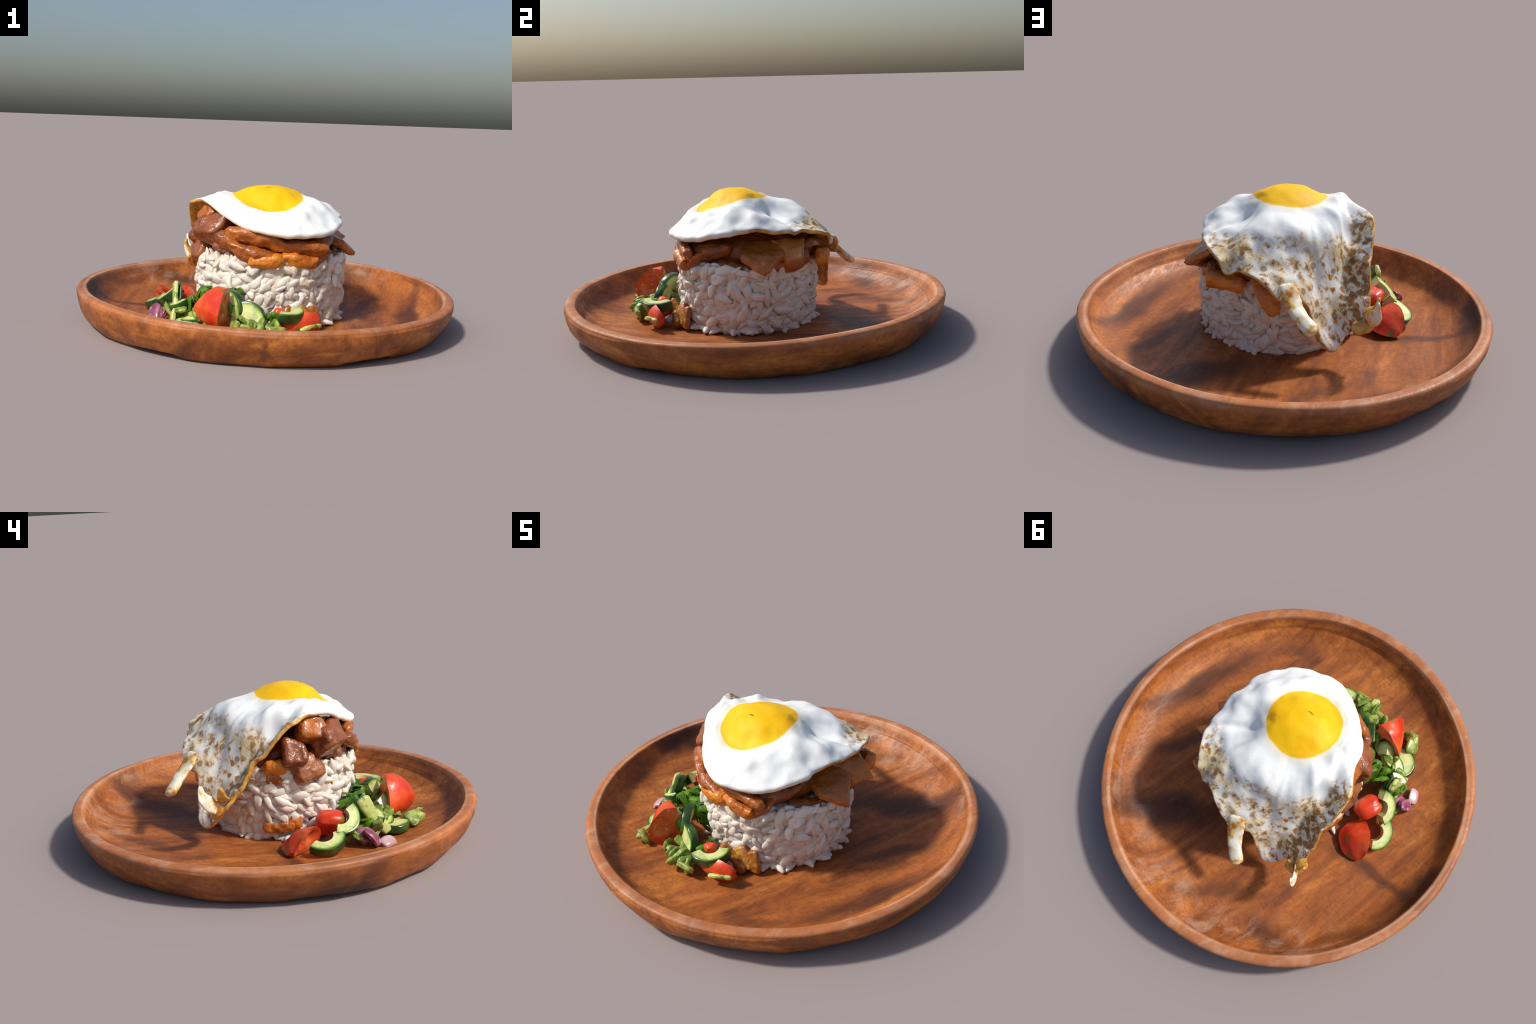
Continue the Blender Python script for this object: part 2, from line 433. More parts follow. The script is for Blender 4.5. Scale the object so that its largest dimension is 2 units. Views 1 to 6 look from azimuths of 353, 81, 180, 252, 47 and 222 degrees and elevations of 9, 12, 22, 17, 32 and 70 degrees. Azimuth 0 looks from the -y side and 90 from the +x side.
# ------------------------------------------------------------------ plate
FLOOR = .045
def build_plate():
    # (radius, height): up the outside, over the rim, down the inside
    prof = [(0, .012), (.60, .010), (.78, .004), (.885, .0), (.912, .010), (.938, .034), (.960, .068), (.975, .106), (.983, .14), (.986, .165),
            (.983, .176), (.974, .182), (.958, .184), (.943, .183), (.936, .180), (.932, .173), (.922, .153), (.903, .126), (.875, .103), (.84, .080), (.79, .063), (.72, .053), (.60, .047), (.40, .045), (.20, .045), (0, .045)]
    # refine the profile smoothly
    fine = catmull([(a, b, 0) for a, b in prof], 5)[:, :2]
    fine[:, 0] = np.clip(fine[:, 0], 0, None)
    seg = 320
    th = np.linspace(0, 2 * np.pi, seg, endpoint=False)
    V, F = [], []
    inner = np.arange(len(fine)) > 5 * 12
    for i, (r, z) in enumerate(fine):
        rr = r * (1 + (-.008 * np.cos(2 * th) - .006 * np.sin(2 * th)) * min(1, r / .9))
        zz = z + (.0079 * np.sin(th) + .0067 * np.sin(2 * th)) * max(0, (z - .05) / .13) * (r > .5)
        rr = rr * (1 + .006 * np.clip(-np.sin(th - .3), 0, 1) * min(1, r / .9))
        if r < .9 and i > 60: zz = zz + (.013 * rr * np.sin(th) - .002)      # the floor tips a little to the front
        P = np.stack([rr * np.cos(th), .0062 * min(1, r / .5) + rr * np.sin(th), zz], 1)
        if i < 5 * 9 and r > .3:      # turned outside, a little rough near the foot
            w = fbm(P, 5, 3) * (.010 if z < .08 else .005)
            foot = np.exp(-((z - .045) / .05) ** 2) * np.clip(vnoise(P * np.array([1, 1, 0]), 6.5, 9), 0, 1) * .010
            P[:, :2] *= (1 + w - foot)[:, None]
            bulge = np.clip(-np.sin(th) - .3, 0, 1) * np.exp(-((z - .12) / .06) ** 2) * .009
            bulge = bulge - .014 * np.clip(.2 + np.sin(th), 0, 1) * max(0, 1 - z / .12)
            P[:, :2] *= (1 + bulge)[:, None]
            if z < .02: P[:, 2] = np.maximum(P[:, 2] + np.clip(vnoise(P, 7, 4), 0, 1) * .018 * (r > .80), 0)
        elif r > .05:
            P[:, 2] += .0025 * vnoise(P, 4, 21)
            P[:, :2] *= (1 + .0022 * vnoise(P, 9, 22))[:, None]
        V.append(P)
    n = len(V); V = np.concatenate(V)
    F = [(i * seg + j, i * seg + (j + 1) % seg, (i + 1) * seg + (j + 1) % seg, (i + 1) * seg + j) for i in range(1, n - 2) for j in range(seg)]
    F += [(1 * seg + (j + 1) % seg, 1 * seg + j, 0) for j in range(seg)] + [((n - 2) * seg + j, (n - 2) * seg + (j + 1) % seg, (n - 1) * seg) for j in range(seg)]
    V[:, 2] -= V[:, 2].min()
    me = new_mesh("wooden_plate", V, F, [WOOD])
    ob = add("wooden_plate", me)
    ob["label"], ob["category"] = "round shallow wooden plate with thick rim and dark grain", "plate"
build_plate()

# ------------------------------------------------------------------ fried egg
# spokes of the draped egg: (rim point), (point a little inside the rim), thickness
SPOKES = [
 ((.383, -.04, .585), (.30, -.05, .635), .030), ((.358, -.13, .572), (.295, -.12, .622), .032), ((.355, -.194, .56), (.29, -.19, .605), .034),
 ((.252, -.358, .53), (.21, -.31, .575), .036), ((.104, -.431, .525), (.09, -.38, .567), .034), ((.003, -.438, .53), (0, -.385, .57), .032),
 ((-.137, -.366, .545), (-.12, -.33, .592), .028), ((-.24, -.27, .595), (-.2, -.25, .637), .026), ((-.305, -.182, .635), (-.25, -.17, .672), .022),
 ((-.345, -.062, .648), (-.275, -.08, .678), .020), ((-.392, .03, .625), (-.30, .02, .61), .020), ((-.39, .10, .59), (-.29, .09, .545), .020),
 ((-.378, .17, .515), (-.292, .145, .50), .020), ((-.369, .233, .436), (-.285, .195, .43), .022), ((-.367, .31, .345), (-.272, .235, .385), .022),
 ((-.362, .375, .265), (-.255, .265, .36), .022), ((-.325, .395, .225), (-.235, .285, .345), .020), ((-.278, .372, .205), (-.21, .30, .345), .022),
 ((-.238, .40, .146), (-.19, .31, .35), .026), ((-.195, .43, .148), (-.165, .318, .365), .026), ((-.15, .43, .22), (-.14, .323, .38), .024),
 ((-.096, .405, .35), (-.10, .328, .43), .022), ((-.04, .43, .375), (-.06, .335, .458), .024), ((.0, .45, .385), (-.015, .34, .48), .026),
 ((.04, .44, .405), (.04, .338, .512), .024), ((.113, .411, .463), (.09, .32, .548), .022),
 ((.195, .375, .495), (.15, .285, .578), .022), ((.255, .365, .475), (.20, .255, .578), .020), ((.30, .315, .525), (.235, .22, .565), .020),
 ((.345, .235, .55), (.27, .17, .573), .020), ((.371, .154, .555), (.295, .125, .583), .022), ((.378, .06, .565), (.30, .05, .608), .026)]
SPOKES = SPOKES[::-1]     # counter-clockwise, so the top faces up
YEDGE = [(0, .682), (45, .692), (90, .672), (135, .676), (180, .684), (215, .655), (270, .597), (315, .635), (360, .682)]
def YZ(deg):
    xs = np.linspace(0, 360, 361); z = np.interp(xs, *zip(*YEDGE))
    k = np.exp(-(np.arange(-60, 61) / 22.) ** 2); k /= k.sum()
    return np.interp(deg, xs, np.convolve(np.r_[z[-61:-1], z, z[1:61]], k, 'valid'))
APEX = (.0, -.095, .726)

def hermite(P, samples):
    """cubic through the rows of P (K,N,3) with chord spacing; samples: list of (segment, t)"""
    K = len(P)
    D = [np.linalg.norm(P[i + 1] - P[i], axis=1, keepdims=True) + 1e-6 for i in range(K - 1)]
    M = []
    for i in range(K):
        if i == 0:
            m = (P[1] - P[0]) / D[0]; m[:, 2] = 0
        elif i == K - 1:
            m = (P[i] - P[i - 1]) / D[i - 1]
        else:
            m = ((P[i] - P[i - 1]) / D[i - 1] * D[i] + (P[i + 1] - P[i]) / D[i] * D[i - 1]) / (D[i] + D[i - 1])
        M.append(m)
    out = []
    for s, t in samples:
        h = D[s]
        out.append((2 * t ** 3 - 3 * t * t + 1) * P[s] + (t ** 3 - 2 * t * t + t) * h * M[s] + (-2 * t ** 3 + 3 * t * t) * P[s + 1] + (t ** 3 - t * t) * h * M[s + 1])
    return out

def build_egg():
    per = 16
    rim = catmull([s[0] for s in SPOKES], per, True)
    pre = catmull([s[1] for s in SPOKES], per, True)
    thick = catmull([(s[2], 0, 0) for s in SPOKES], per, True)[:, 0]
    M = len(rim)
    ang = np.arctan2(pre[:, 1] - YOLK[1], pre[:, 0] - YOLK[0])
    for _ in range(160):      # even the fan out, so the yolk is finely meshed everywhere
        c = (np.exp(1j * np.roll(ang, 1)) + np.exp(1j * np.roll(ang, -1)) + 2 * np.exp(1j * ang)); ang = np.angle(c)
    deg = np.degrees(ang) % 360
    ye = np.stack([YOLK[0] + .182 * np.cos(ang), YOLK[1] + .186 * np.sin(ang), YZ(deg)], 1)
    mid = .5 * (ye + pre)
    g = lambda c, w: np.exp(-((((deg - c) + 180) % 360 - 180) / w) ** 2)
    swell = .018 + .062 * g(120, 38) - .05 * g(38, 32) - .028 * g(182, 24)      # plump at the back left, hollow beside the yolk
    mid[:, 2] += swell
    mid[:, :2] += (.02 * g(122, 38))[:, None] * np.stack([np.cos(ang), np.sin(ang)], 1)
    apex = np.tile(np.array(APEX), (M, 1))
    half = .5 * (apex + ye); half[:, 2] = apex[:, 2] - .22 * (apex[:, 2] - ye[:, 2])
    samples = [(0, t) for t in np.arange(1, 8) / 8] + [(1, t) for t in np.arange(8) / 8] + [(2, t) for t in np.arange(7) / 7] + [(3, t) for t in np.arange(7) / 7] + [(4, t) for t in np.arange(11) / 10]
    rows = hermite([apex, half, ye, mid, pre, rim], samples)
    R = len(rows)
    V = np.concatenate(rows)
    grid = lambda i0, i1: [(i * M + j, (i + 1) * M + j, (i + 1) * M + (j + 1) % M, i * M + (j + 1) % M) for i in range(i0, i1) for j in range(M)]
    F = grid(0, R - 1)
    N = normals_of(V, F)
    s = np.repeat(np.linspace(0, 1, R), M)
    back = np.clip((V[:, 1] - .05) / .15, 0, 1)
    out_ = np.clip((s - .5) / .5, 0, 1)
    out0 = np.clip((s - .32) / .2, 0, 1)
    d = .010 * vnoise(V, 9, 5) * out0 + .005 * vnoise(V, 22, 6) * (.35 + .65 * out0)
    d += back * out_ * (.011 * vnoise(V, 13, 7) + .006 * vnoise(V, 30, 8))
    d += .004 * vnoise(V, 14, 9)
    # swollen ring of thick white that ends at the lace
    rad = np.hypot(V[:, 0] - .02, V[:, 1] + .06)
    d += back * .016 * np.clip((.35 - rad) / .04, 0, 1) * np.clip((rad - .18) / .08, 0, 1)
    # a fold beside the yolk, on the far right
    d += -.016 * np.exp(-(((V[:, 0] - .20) * .45 - (V[:, 1] - .06) * .9) / .022) ** 2) * np.clip((rad - .14) / .05, 0, 1) * (V[:, 0] > .05)
    top = V + N * d[:, None]
    N = normals_of(top, F)
    tvec = np.repeat(thick[None], R, 0).reshape(-1)
    S = N.reshape(R, M, 3).copy()
    for _ in range(60):
        S[1:-1] = (2 * S[1:-1] + S[:-2] + S[2:] + np.roll(S[1:-1], 1, 1) + np.roll(S[1:-1], -1, 1)) / 6
        S[-1] = (2 * S[-1] + S[-2] + np.roll(S[-1], 1, 0) + np.roll(S[-1], -1, 0)) / 5
    S = S.reshape(-1, 3); S /= np.linalg.norm(S, axis=1, keepdims=True)
    bottom = top - S * (tvec * (.6 + .4 * s ** 4))[:, None]
    # rounded rim rows between top and bottom
    tr, br = top[(R - 1) * M:], bottom[(R - 1) * M:]
    outd = top[(R - 1) * M:] - top[(R - 2) * M:(R - 1) * M]; outd /= np.linalg.norm(outd, axis=1, keepdims=True) + 1e-9
    roll = []
    for a in np.radians([35, 75, 105, 145]):
        k = (1 - np.cos(a)) / 2
        roll.append(tr * (1 - k) + br * k + outd * (np.sin(a) * thick * .5)[:, None])
    # top cap
    A = len(top)
    verts = np.concatenate([top, *roll, bottom, [np.array(APEX)], [np.array(APEX) - (0, 0, .03)]])
    ia = len(verts) - 2
    o = lambda row, j: row * M + j % M
    faces, fm, kind = [], [], []
    for j in range(M):
        faces.append((ia, o(0, j), o(0, j + 1))); fm.append(0); kind.append(1)
    for f, i in zip(F, np.repeat(np.arange(R - 1), M)):
        faces.append(f); fm.append(0); kind.append(1 if i < 14 else 0)
    base = A
    seqs = [(R - 1) * M] + [base + k * M for k in range(4)] + [base + 4 * M + (R - 1) * M]
    for k, (a, b) in enumerate(zip(seqs[:-1], seqs[1:])):
        for j in range(M):
            faces.append((a + j, b + j, b + (j + 1) % M, a + (j + 1) % M)); fm.append(1 if k else 0); kind.append(0)
    ob0 = base + 4 * M
    for (a, b, c, dd), i in zip(F, np.repeat(np.arange(R - 1), M)):
        faces.append((ob0 + a, ob0 + dd, ob0 + c, ob0 + b)); fm.append(1 if i > R - 4 else 2); kind.append(0)
    for j in range(M):
        faces.append((ia + 1, ob0 + (j + 1) % M, ob0 + j)); fm.append(2); kind.append(0)
    kind = np.array(kind); fm = np.array(fm)
    egg = empty("fried_egg", (0, 0, .5), "sunny side up fried egg draped over stew", "fried egg")
    whole = new_mesh("whole_egg", verts, faces, [EGG, EDGE, UNDER], fm)
    vn = np.zeros(len(verts) * 3, np.float32); whole.vertex_normals.foreach_get("vector", vn); vn = vn.reshape(-1, 3)
    tree = BVHTree.FromPolygons([tuple(v) for v in verts], faces)
    for name, k in (("yolk", 1), ("egg_white", 0)):
        sel = np.nonzero(kind == k)[0]
        used = sorted({v for f in sel for v in faces[f]}); ix = {v: i for i, v in enumerate(used)}
        me = new_mesh(name, [verts[v] for v in used], [[ix[v] for v in faces[f]] for f in sel], [EGG, EDGE, UNDER], fm[sel])
        me.normals_split_custom_set_from_vertices([tuple(vn[v]) for v in used])
        add(name, me, egg, Matrix.Identity(4))
    bpy.data.meshes.remove(whole)
    # a long drip, and the torn flaps of lace at the lowest corner
    def piece(name, *a, mats=(0,), **k):
        V, Fs = sweep(*a, **k)
        add(name, new_mesh(name, V, Fs, [DRIP if 0 in mats else EDGE]), egg, Matrix.Identity(4))
    piece("egg_drip", [(.0, .395, .435), (-.03, .45, .375), (-.07, .505, .325), (-.125, .555, .283)], [.075, .085, .07, .062], [.03, .032, .042, .042], 2.3, 81, .12, up=(-.2, .55, .8))
    piece("egg_flap", [(-.352, .375, .262), (-.385, .43, .30), (-.398, .468, .345), (-.393, .476, .392)], [.06, .07, .05, .018], .014, 2.4, 82, .3, up=(-.9, -.3, .3))
    piece("egg_flap", [(-.355, .345, .295), (-.395, .375, .325), (-.405, .39, .375)], [.07, .05, .015], .014, 2.4, 83, .3, up=(-.8, .5, .2), mats=(1,))
    piece("egg_flap", [(-.30, .385, .225), (-.355, .40, .245), (-.39, .38, .275)], [.05, .06, .02], .02, 2.4, 84, .3, up=(-.3, .8, .5), mats=(1,))
    return tree
EGGTREE = build_egg()

def under_egg(x, y, gap=.045):
    hit = EGGTREE.ray_cast(Vector((x, y, 2)), Vector((0, 0, -1)))
    return hit[0].z - gap if hit[0] else 9

# ------------------------------------------------------------------ rice
RC = np.array([.02, -.045])
def rice_radius(th, z):
    a, b = .364, .341
    r = a * b / np.sqrt((b * np.cos(th)) ** 2 + (a * np.sin(th)) ** 2)
    return r * np.interp(z, [.04, .09, .16, .25, .36], [.925, .955, .985, 1.0, 1.0])
RTOP = .352
def build_rice():
    mound = empty("rice_mound", (RC[0], RC[1], FLOOR), "moulded cylinder of steamed white rice grains", "rice")
    seg, rows = 200, 40
    th = np.linspace(0, 2 * np.pi, seg, endpoint=False)
    V = []
    for z in np.linspace(.042, RTOP, rows):
        r = rice_radius(th, z) - .003
        V.append(np.stack([RC[0] + r * np.cos(th), RC[1] + r * np.sin(th), 0 * th + z], 1))
    for k in (.8, .5, .2):
        r = rice_radius(th, RTOP) * k
        V.append(np.stack([RC[0] + r * np.cos(th), RC[1] + r * np.sin(th), 0 * th + RTOP + .01], 1))
    n = len(V); V = np.concatenate(V)
    F = [(i * seg + j, i * seg + (j + 1) % seg, (i + 1) * seg + (j + 1) % seg, (i + 1) * seg + j) for i in range(n - 1) for j in range(seg)]
    N = normals_of(V, F)
    V = V + N * (.015 * vnoise(V, 22, 41) + .010 * vnoise(V, 46, 42))[:, None]
    F += [tuple(range((n - 1) * seg, n * seg)), tuple(range(seg))[::-1]]
    add("rice_core", new_mesh("rice_core", V, F, [RICECORE]), mound, Matrix.Identity(4))
    # grains: a few shapes, slightly bent, blunt at both ends
    shapes = []
    for k in range(16):
        g = np.random.default_rng(50 + k)
        W, Fg = CG[6]
        W = W / np.linalg.norm(W, axis=1, keepdims=True)
        P = np.sign(W) * np.abs(W) ** .86 * np.array([.043, .0180, .0165]) * g.uniform(.75, 1.3, 3)
        P[:, 2] -= 9 * g.uniform(.3, 1.2) * P[:, 0] ** 2 * .6
        P[:, 1] += g.uniform(-2.5, 2.5) * P[:, 0] ** 2
        P *= (1 - .25 * (np.abs(P[:, :1]) / .04) ** 2 * np.array([[0, 1, 1]]))
        P += .0045 * np.stack([vnoise(P, 48, 70 + k + 9 * i) for i in range(3)], 1)
        shapes.append((P, Fg, new_mesh("rice_grain", P, Fg, [RICE])))
    spots = []
    g = np.random.default_rng(5)
    # stacked staggered rings with jitter keep the coat even, as pressed in a mould
    for layer, (inset, cnt) in enumerate(((.004, 15), (-.006, 12))):
        for i in range(cnt):
            z = .055 + (i + g.uniform(-.3, .3)) * (RTOP + .015 - .055) / (cnt - 1)
            m = 40 if layer == 0 else 34
            for j in range(m):
                t = 2 * np.pi * (j + g.uniform(-.45, .45) + .5 * (i % 2)) / m
                zz = z + g.uniform(-.014, .014)
                r = rice_radius(t, zz) + inset + g.uniform(-.014, .010)
                n = Vector((math.cos(t), math.sin(t), g.uniform(-.25, .45)))
                a = g.normal(0, 1.0)
                tang = Vector((-math.sin(t), math.cos(t), 0)) * math.cos(a) + Vector((0, 0, 1)) * math.sin(a) + n * g.uniform(-.6, .7)
                spots.append((Vector((RC[0] + r * math.cos(t), RC[1] + r * math.sin(t), max(zz, FLOOR + .012))), n, tang, g.uniform(.8, 1.22)))
    # loose grains lying at the foot
    for _ in range(70):
        t = g.uniform(0, 2 * np.pi); r = rice_radius(t, .05) + abs(g.normal(0, .014)) + .004
        spots.append((Vector((RC[0] + r * math.cos(t), RC[1] + r * math.sin(t), FLOOR + .012)), Vector((g.uniform(-.3, .3), g.uniform(-.3, .3), 1)), Vector((g.normal(), g.normal(), 0)), g.uniform(.75, 1.05)))
    # grains on the upper rim
    for _ in range(150):
        t = g.uniform(0, 2 * np.pi); r = rice_radius(t, RTOP) * g.uniform(.82, 1.0)
        spots.append((Vector((RC[0] + r * math.cos(t), RC[1] + r * math.sin(t), RTOP + g.uniform(.0, .02))), Vector((math.cos(t) * .5, math.sin(t) * .5, 1)), Vector((g.normal(), g.normal(), .2)), g.uniform(.8, 1.2)))
    # the 300 that stand out most are single objects, the rest is one mesh
    key = [(-(math.hypot(p.x - RC[0], p.y - RC[1]) - rice_radius(math.atan2(p.y - RC[1], p.x - RC[0]), p.z)) - .02 * s, i) for i, (p, n, t, s) in enumerate(spots)]
    first = {i for _, i in sorted(key)[:300]}
    PV, PF, off = [], [], 0
    for i, (p, n, t, s) in enumerate(spots):
        mx = frame(p, n, t, s)
        P, Fg, me = shapes[i % 16]
        if i in first:
            add("rice_grain", me, mound, mx)
        else:
            A = np.array(mx)
            PV.append(P @ A[:3, :3].T + A[:3, 3]); PF.append(Fg + off); off += len(P)
    ob = add("rice_grains", new_mesh("rice_grains", np.concatenate(PV), np.concatenate(PF), [RICE]), mound, Matrix.Identity(4))
    ob["kind"] = "stuff"
    # sauce that ran down to the foot of the mound
    for name, path, w, t, m in (("sauce_stain", [(-.300, .16, .115), (-.338, .08, .112), (-.350, .0, .125)], .05, .018, GRAVY),
                                ("sauce_stain", [(-.338, .05, .135), (-.352, .0, .118)], .085, .02, ROOT)):
        V, F = sweep(path, t, w, 2.4, 3, .12, fine=.0)
        add(name, new_mesh(name, V, F, [m]), mound, Matrix.Identity(4))
build_rice()

# ------------------------------------------------------------------ stew
def build_stew():
    stew = empty("meat_stew", (.02, -.05, RTOP), "glossy brown stewed meat and vegetable pieces in gravy", "stew")
    I = Matrix.Identity(4)
    def tuck(P, k):      # pieces sit a little inside the edge of the rice
        P = np.array(P, float); P[..., :2] = RC + (P[..., :2] - RC) * k
        return P
    def put(name, VF, mat, k=.90):
        VF = (tuck(VF[0], k), VF[1])
        return add(name, new_mesh(name, VF[0], VF[1], [mat]), stew, I)
    def block(name, loc, dims, mat, seed, normal=(0, 0, 1), side=(1, 0, 0), power=5, amp=.12, tk=.92, **k):
        loc = tuple(tuck(loc, tk))
        V, F = lump(dims, power, seed, amp, **k)
        me = new_mesh(name, V, F, [mat])
        return add(name, me, stew, frame(loc, normal, side))
    # gravy bed, tucked under the egg
    V, F = CG[22]
    W = V / (np.abs(V) ** 3).sum(1, keepdims=True) ** (1 / 3)
    P = W * np.array([.280, .275, .13]) + np.array([.0, -.05, .41])
    P = P * (1 + 0 * P) + (W * (.035 * vnoise(P, 9, 61) + .014 * vnoise(P, 22, 62))[:, None])
    for i, p in enumerate(P):
        P[i, 2] = min(p[2], max(.34, under_egg(p[0], p[1])))
    put("gravy", (P, F), GRAVY, 1)
    # meat on the left side
    block("meat_chunk", (-.322, -.185, .505), (.17, .135, .125), MEAT, 1, (-.55, -.45, .7), (.55, -.8, .1))
    block("meat_chunk", (-.338, .012, .462), (.115, .115, .11), MEAT, 2, (-.8, .1, .5), (.2, .9, .2), tk=1)
    block("meat_chunk", (-.295, -.085, .56), (.13, .12, .10), GRAVY, 21, (-.8, -.2, .5), (.2, .9, .1), tk=1)
    block("meat_chunk", (-.325, -.045, .382), (.15, .13, .12), MEAT, 3, (-.8, -.2, .35), (.1, -1, .2), tk=.98)
    block("meat_chunk", (-.23, -.25, .44), (.16, .10, .10), MEAT, 9, (-.5, -.7, .3), (.8, -.5, 0))
    put("vegetable_strip", sweep([(-.315, -.13, .37), (-.345, -.18, .325), (-.325, -.225, .275)], .07, .045, 3, 4, up=(-.7, -.6, .3)), ROOT)
    put("vegetable_strip", sweep([(-.33, .16, .40), (-.36, .08, .395), (-.34, -.02, .42)], .05, .08, 3, 5, up=(0, 0, 1)), ROOT)
    put("meat_strip", sweep([(-.33, .15, .345), (-.35, .09, .35), (-.34, .02, .37)], .05, .06, 3, 15), GRAVY)
    # strips along the front
    put("meat_strip", sweep([(-.228, -.30, .512), (-.12, -.345, .487), (.02, -.368, .46), (.15, -.372, .442), (.255, -.355, .428)], .055, [.065, .08, .066, .075, .08], 3, 6, up=(0, -.45, 1)), GRAVY, 1)
    put("meat_strip", sweep([(-.275, -.28, .482), (-.195, -.34, .44), (-.10, -.372, .40), (.02, -.378, .385)], .06, [.07, .06, .075, .07], 3, 7, up=(0, -.3, 1)), GRAVY, 1)
    put("vegetable_strip", sweep([(-.13, -.375, .385), (-.04, -.395, .378), (.04, -.388, .385)], .05, .06, 3, 17, up=(0, -.3, 1)), ROOT, 1)
    put("meat_strip", sweep([(.03, -.385, .395), (.11, -.392, .385), (.205, -.372, .376)], .05, .065, 3, 8, up=(0, -.3, 1)), ROOT, 1)
    # pieces on the right and back
    put("meat_strip", sweep([(.10, -.385, .43), (.20, -.365, .425), (.30, -.28, .45), (.33, -.18, .475)], [.09, .10, .08, .06], [.05, .09, .08, .06], 3.5, 10, up=(.5, -.6, .6)), GRAVY, .85)
    put("meat_slice", slab([(.06, -.345, .45), (.232, -.2, .475), (.272, -.345, .405), (.205, -.372, .352)], .05, 11), GRAVY, 1)
    put("meat_slice", slab([(.262, -.10, .475), (.384, -.125, .425), (.475, -.022, .365), (.295, .20, .495)], .045, 12), SAUCY, 1)
    put("meat_strip", sweep([(.30, -.24, .375), (.37, -.15, .355), (.405, -.04, .352)], [.07, .08, .06], [.07, .09, .07], 2.6, 13, up=(.2, -.1, 1)), GRAVY, .88)
    put("meat_strip", sweep([(.40, .05, .365), (.405, .16, .385), (.37, .265, .425)], .07, [.07, .09, .075], 2.8, 14, up=(.4, 0, 1)), GRAVY, .85)
    put("meat_slice", slab([(.30, .03, .50), (.395, .095, .385), (.45, .168, .43), (.335, .20, .505)], .04, 16), SAUCY, 1)
    put("vegetable_strip", sweep([(.375, .315, .413), (.30, .335, .405), (.20, .335, .40)], .08, .085, 2.4, 18), ROOT, .92)
    put("meat_strip", sweep([(.33, .22, .46), (.24, .31, .455), (.12, .34, .44)], .07, .07, 3, 19), GRAVY, .86)
    put("vegetable_slice", sweep([(.12, .31, .44), (.08, .36, .36), (.045, .38, .275)], [.09, .10, .05], .025, 3, 20, up=(-.1, 1, .3)), ROOT, .98)
build_stew()

# ------------------------------------------------------------------ salad
def cucumber_mesh(name, r0, a0, a1, thick, seed):
    """slice of a stick of cucumber: ring sector, rind on its outer wall (radius 0.1)"""
    R, na, nr = .1, 26, 8
    V, idx = [], {}
    rr = np.r_[np.linspace(r0, .088, nr - 3), .094, .0985, .1]
    aa = np.linspace(a0, a1, na)
    for s in (1, -1):
        for i, r in enumerate(rr):
            for j, a in enumerate(aa):
                z = s * thick / 2 * (1 - .10 * (r > .0965) - .25 * (r > .099))
                V.append((r * math.cos(a), r * math.sin(a), z))
    n = len(rr); off = n * na
    F = []
    for i in range(n - 1):
        for j in range(na - 1):
            a, b, c, d = i * na + j, (i + 1) * na + j, (i + 1) * na + j + 1, i * na + j + 1
            F.append((a, b, c, d)); F.append((off + a, off + d, off + c, off + b))
    for j in range(na - 1):
        o = (n - 1) * na
        F.append((o + j, off + o + j, off + o + j + 1, o + j + 1)); F.append((j, j + 1, off + j + 1, off + j))
    for i in range(n - 1):
        F.append((i * na, off + i * na, off + (i + 1) * na, (i + 1) * na))
        F.append((i * na + na - 1, (i + 1) * na + na - 1, off + (i + 1) * na + na - 1, off + i * na + na - 1))
    V = np.array(V)
    V = V + .004 * np.stack([vnoise(V, 22, seed + k) for k in (1, 2)] + [2 * vnoise(V, 14, seed + 3)], 1)
    me = new_mesh(name, V, F, [CUC])
    return me

def shade_angle(ob, deg=38):
    me = ob.data
    bm = bmesh.new(); bm.from_mesh(me)
    for e in bm.edges:
        if len(e.link_faces) == 2 and e.calc_face_angle(0) > math.radians(deg): e.smooth = False
    bm.to_mesh(me); bm.free()

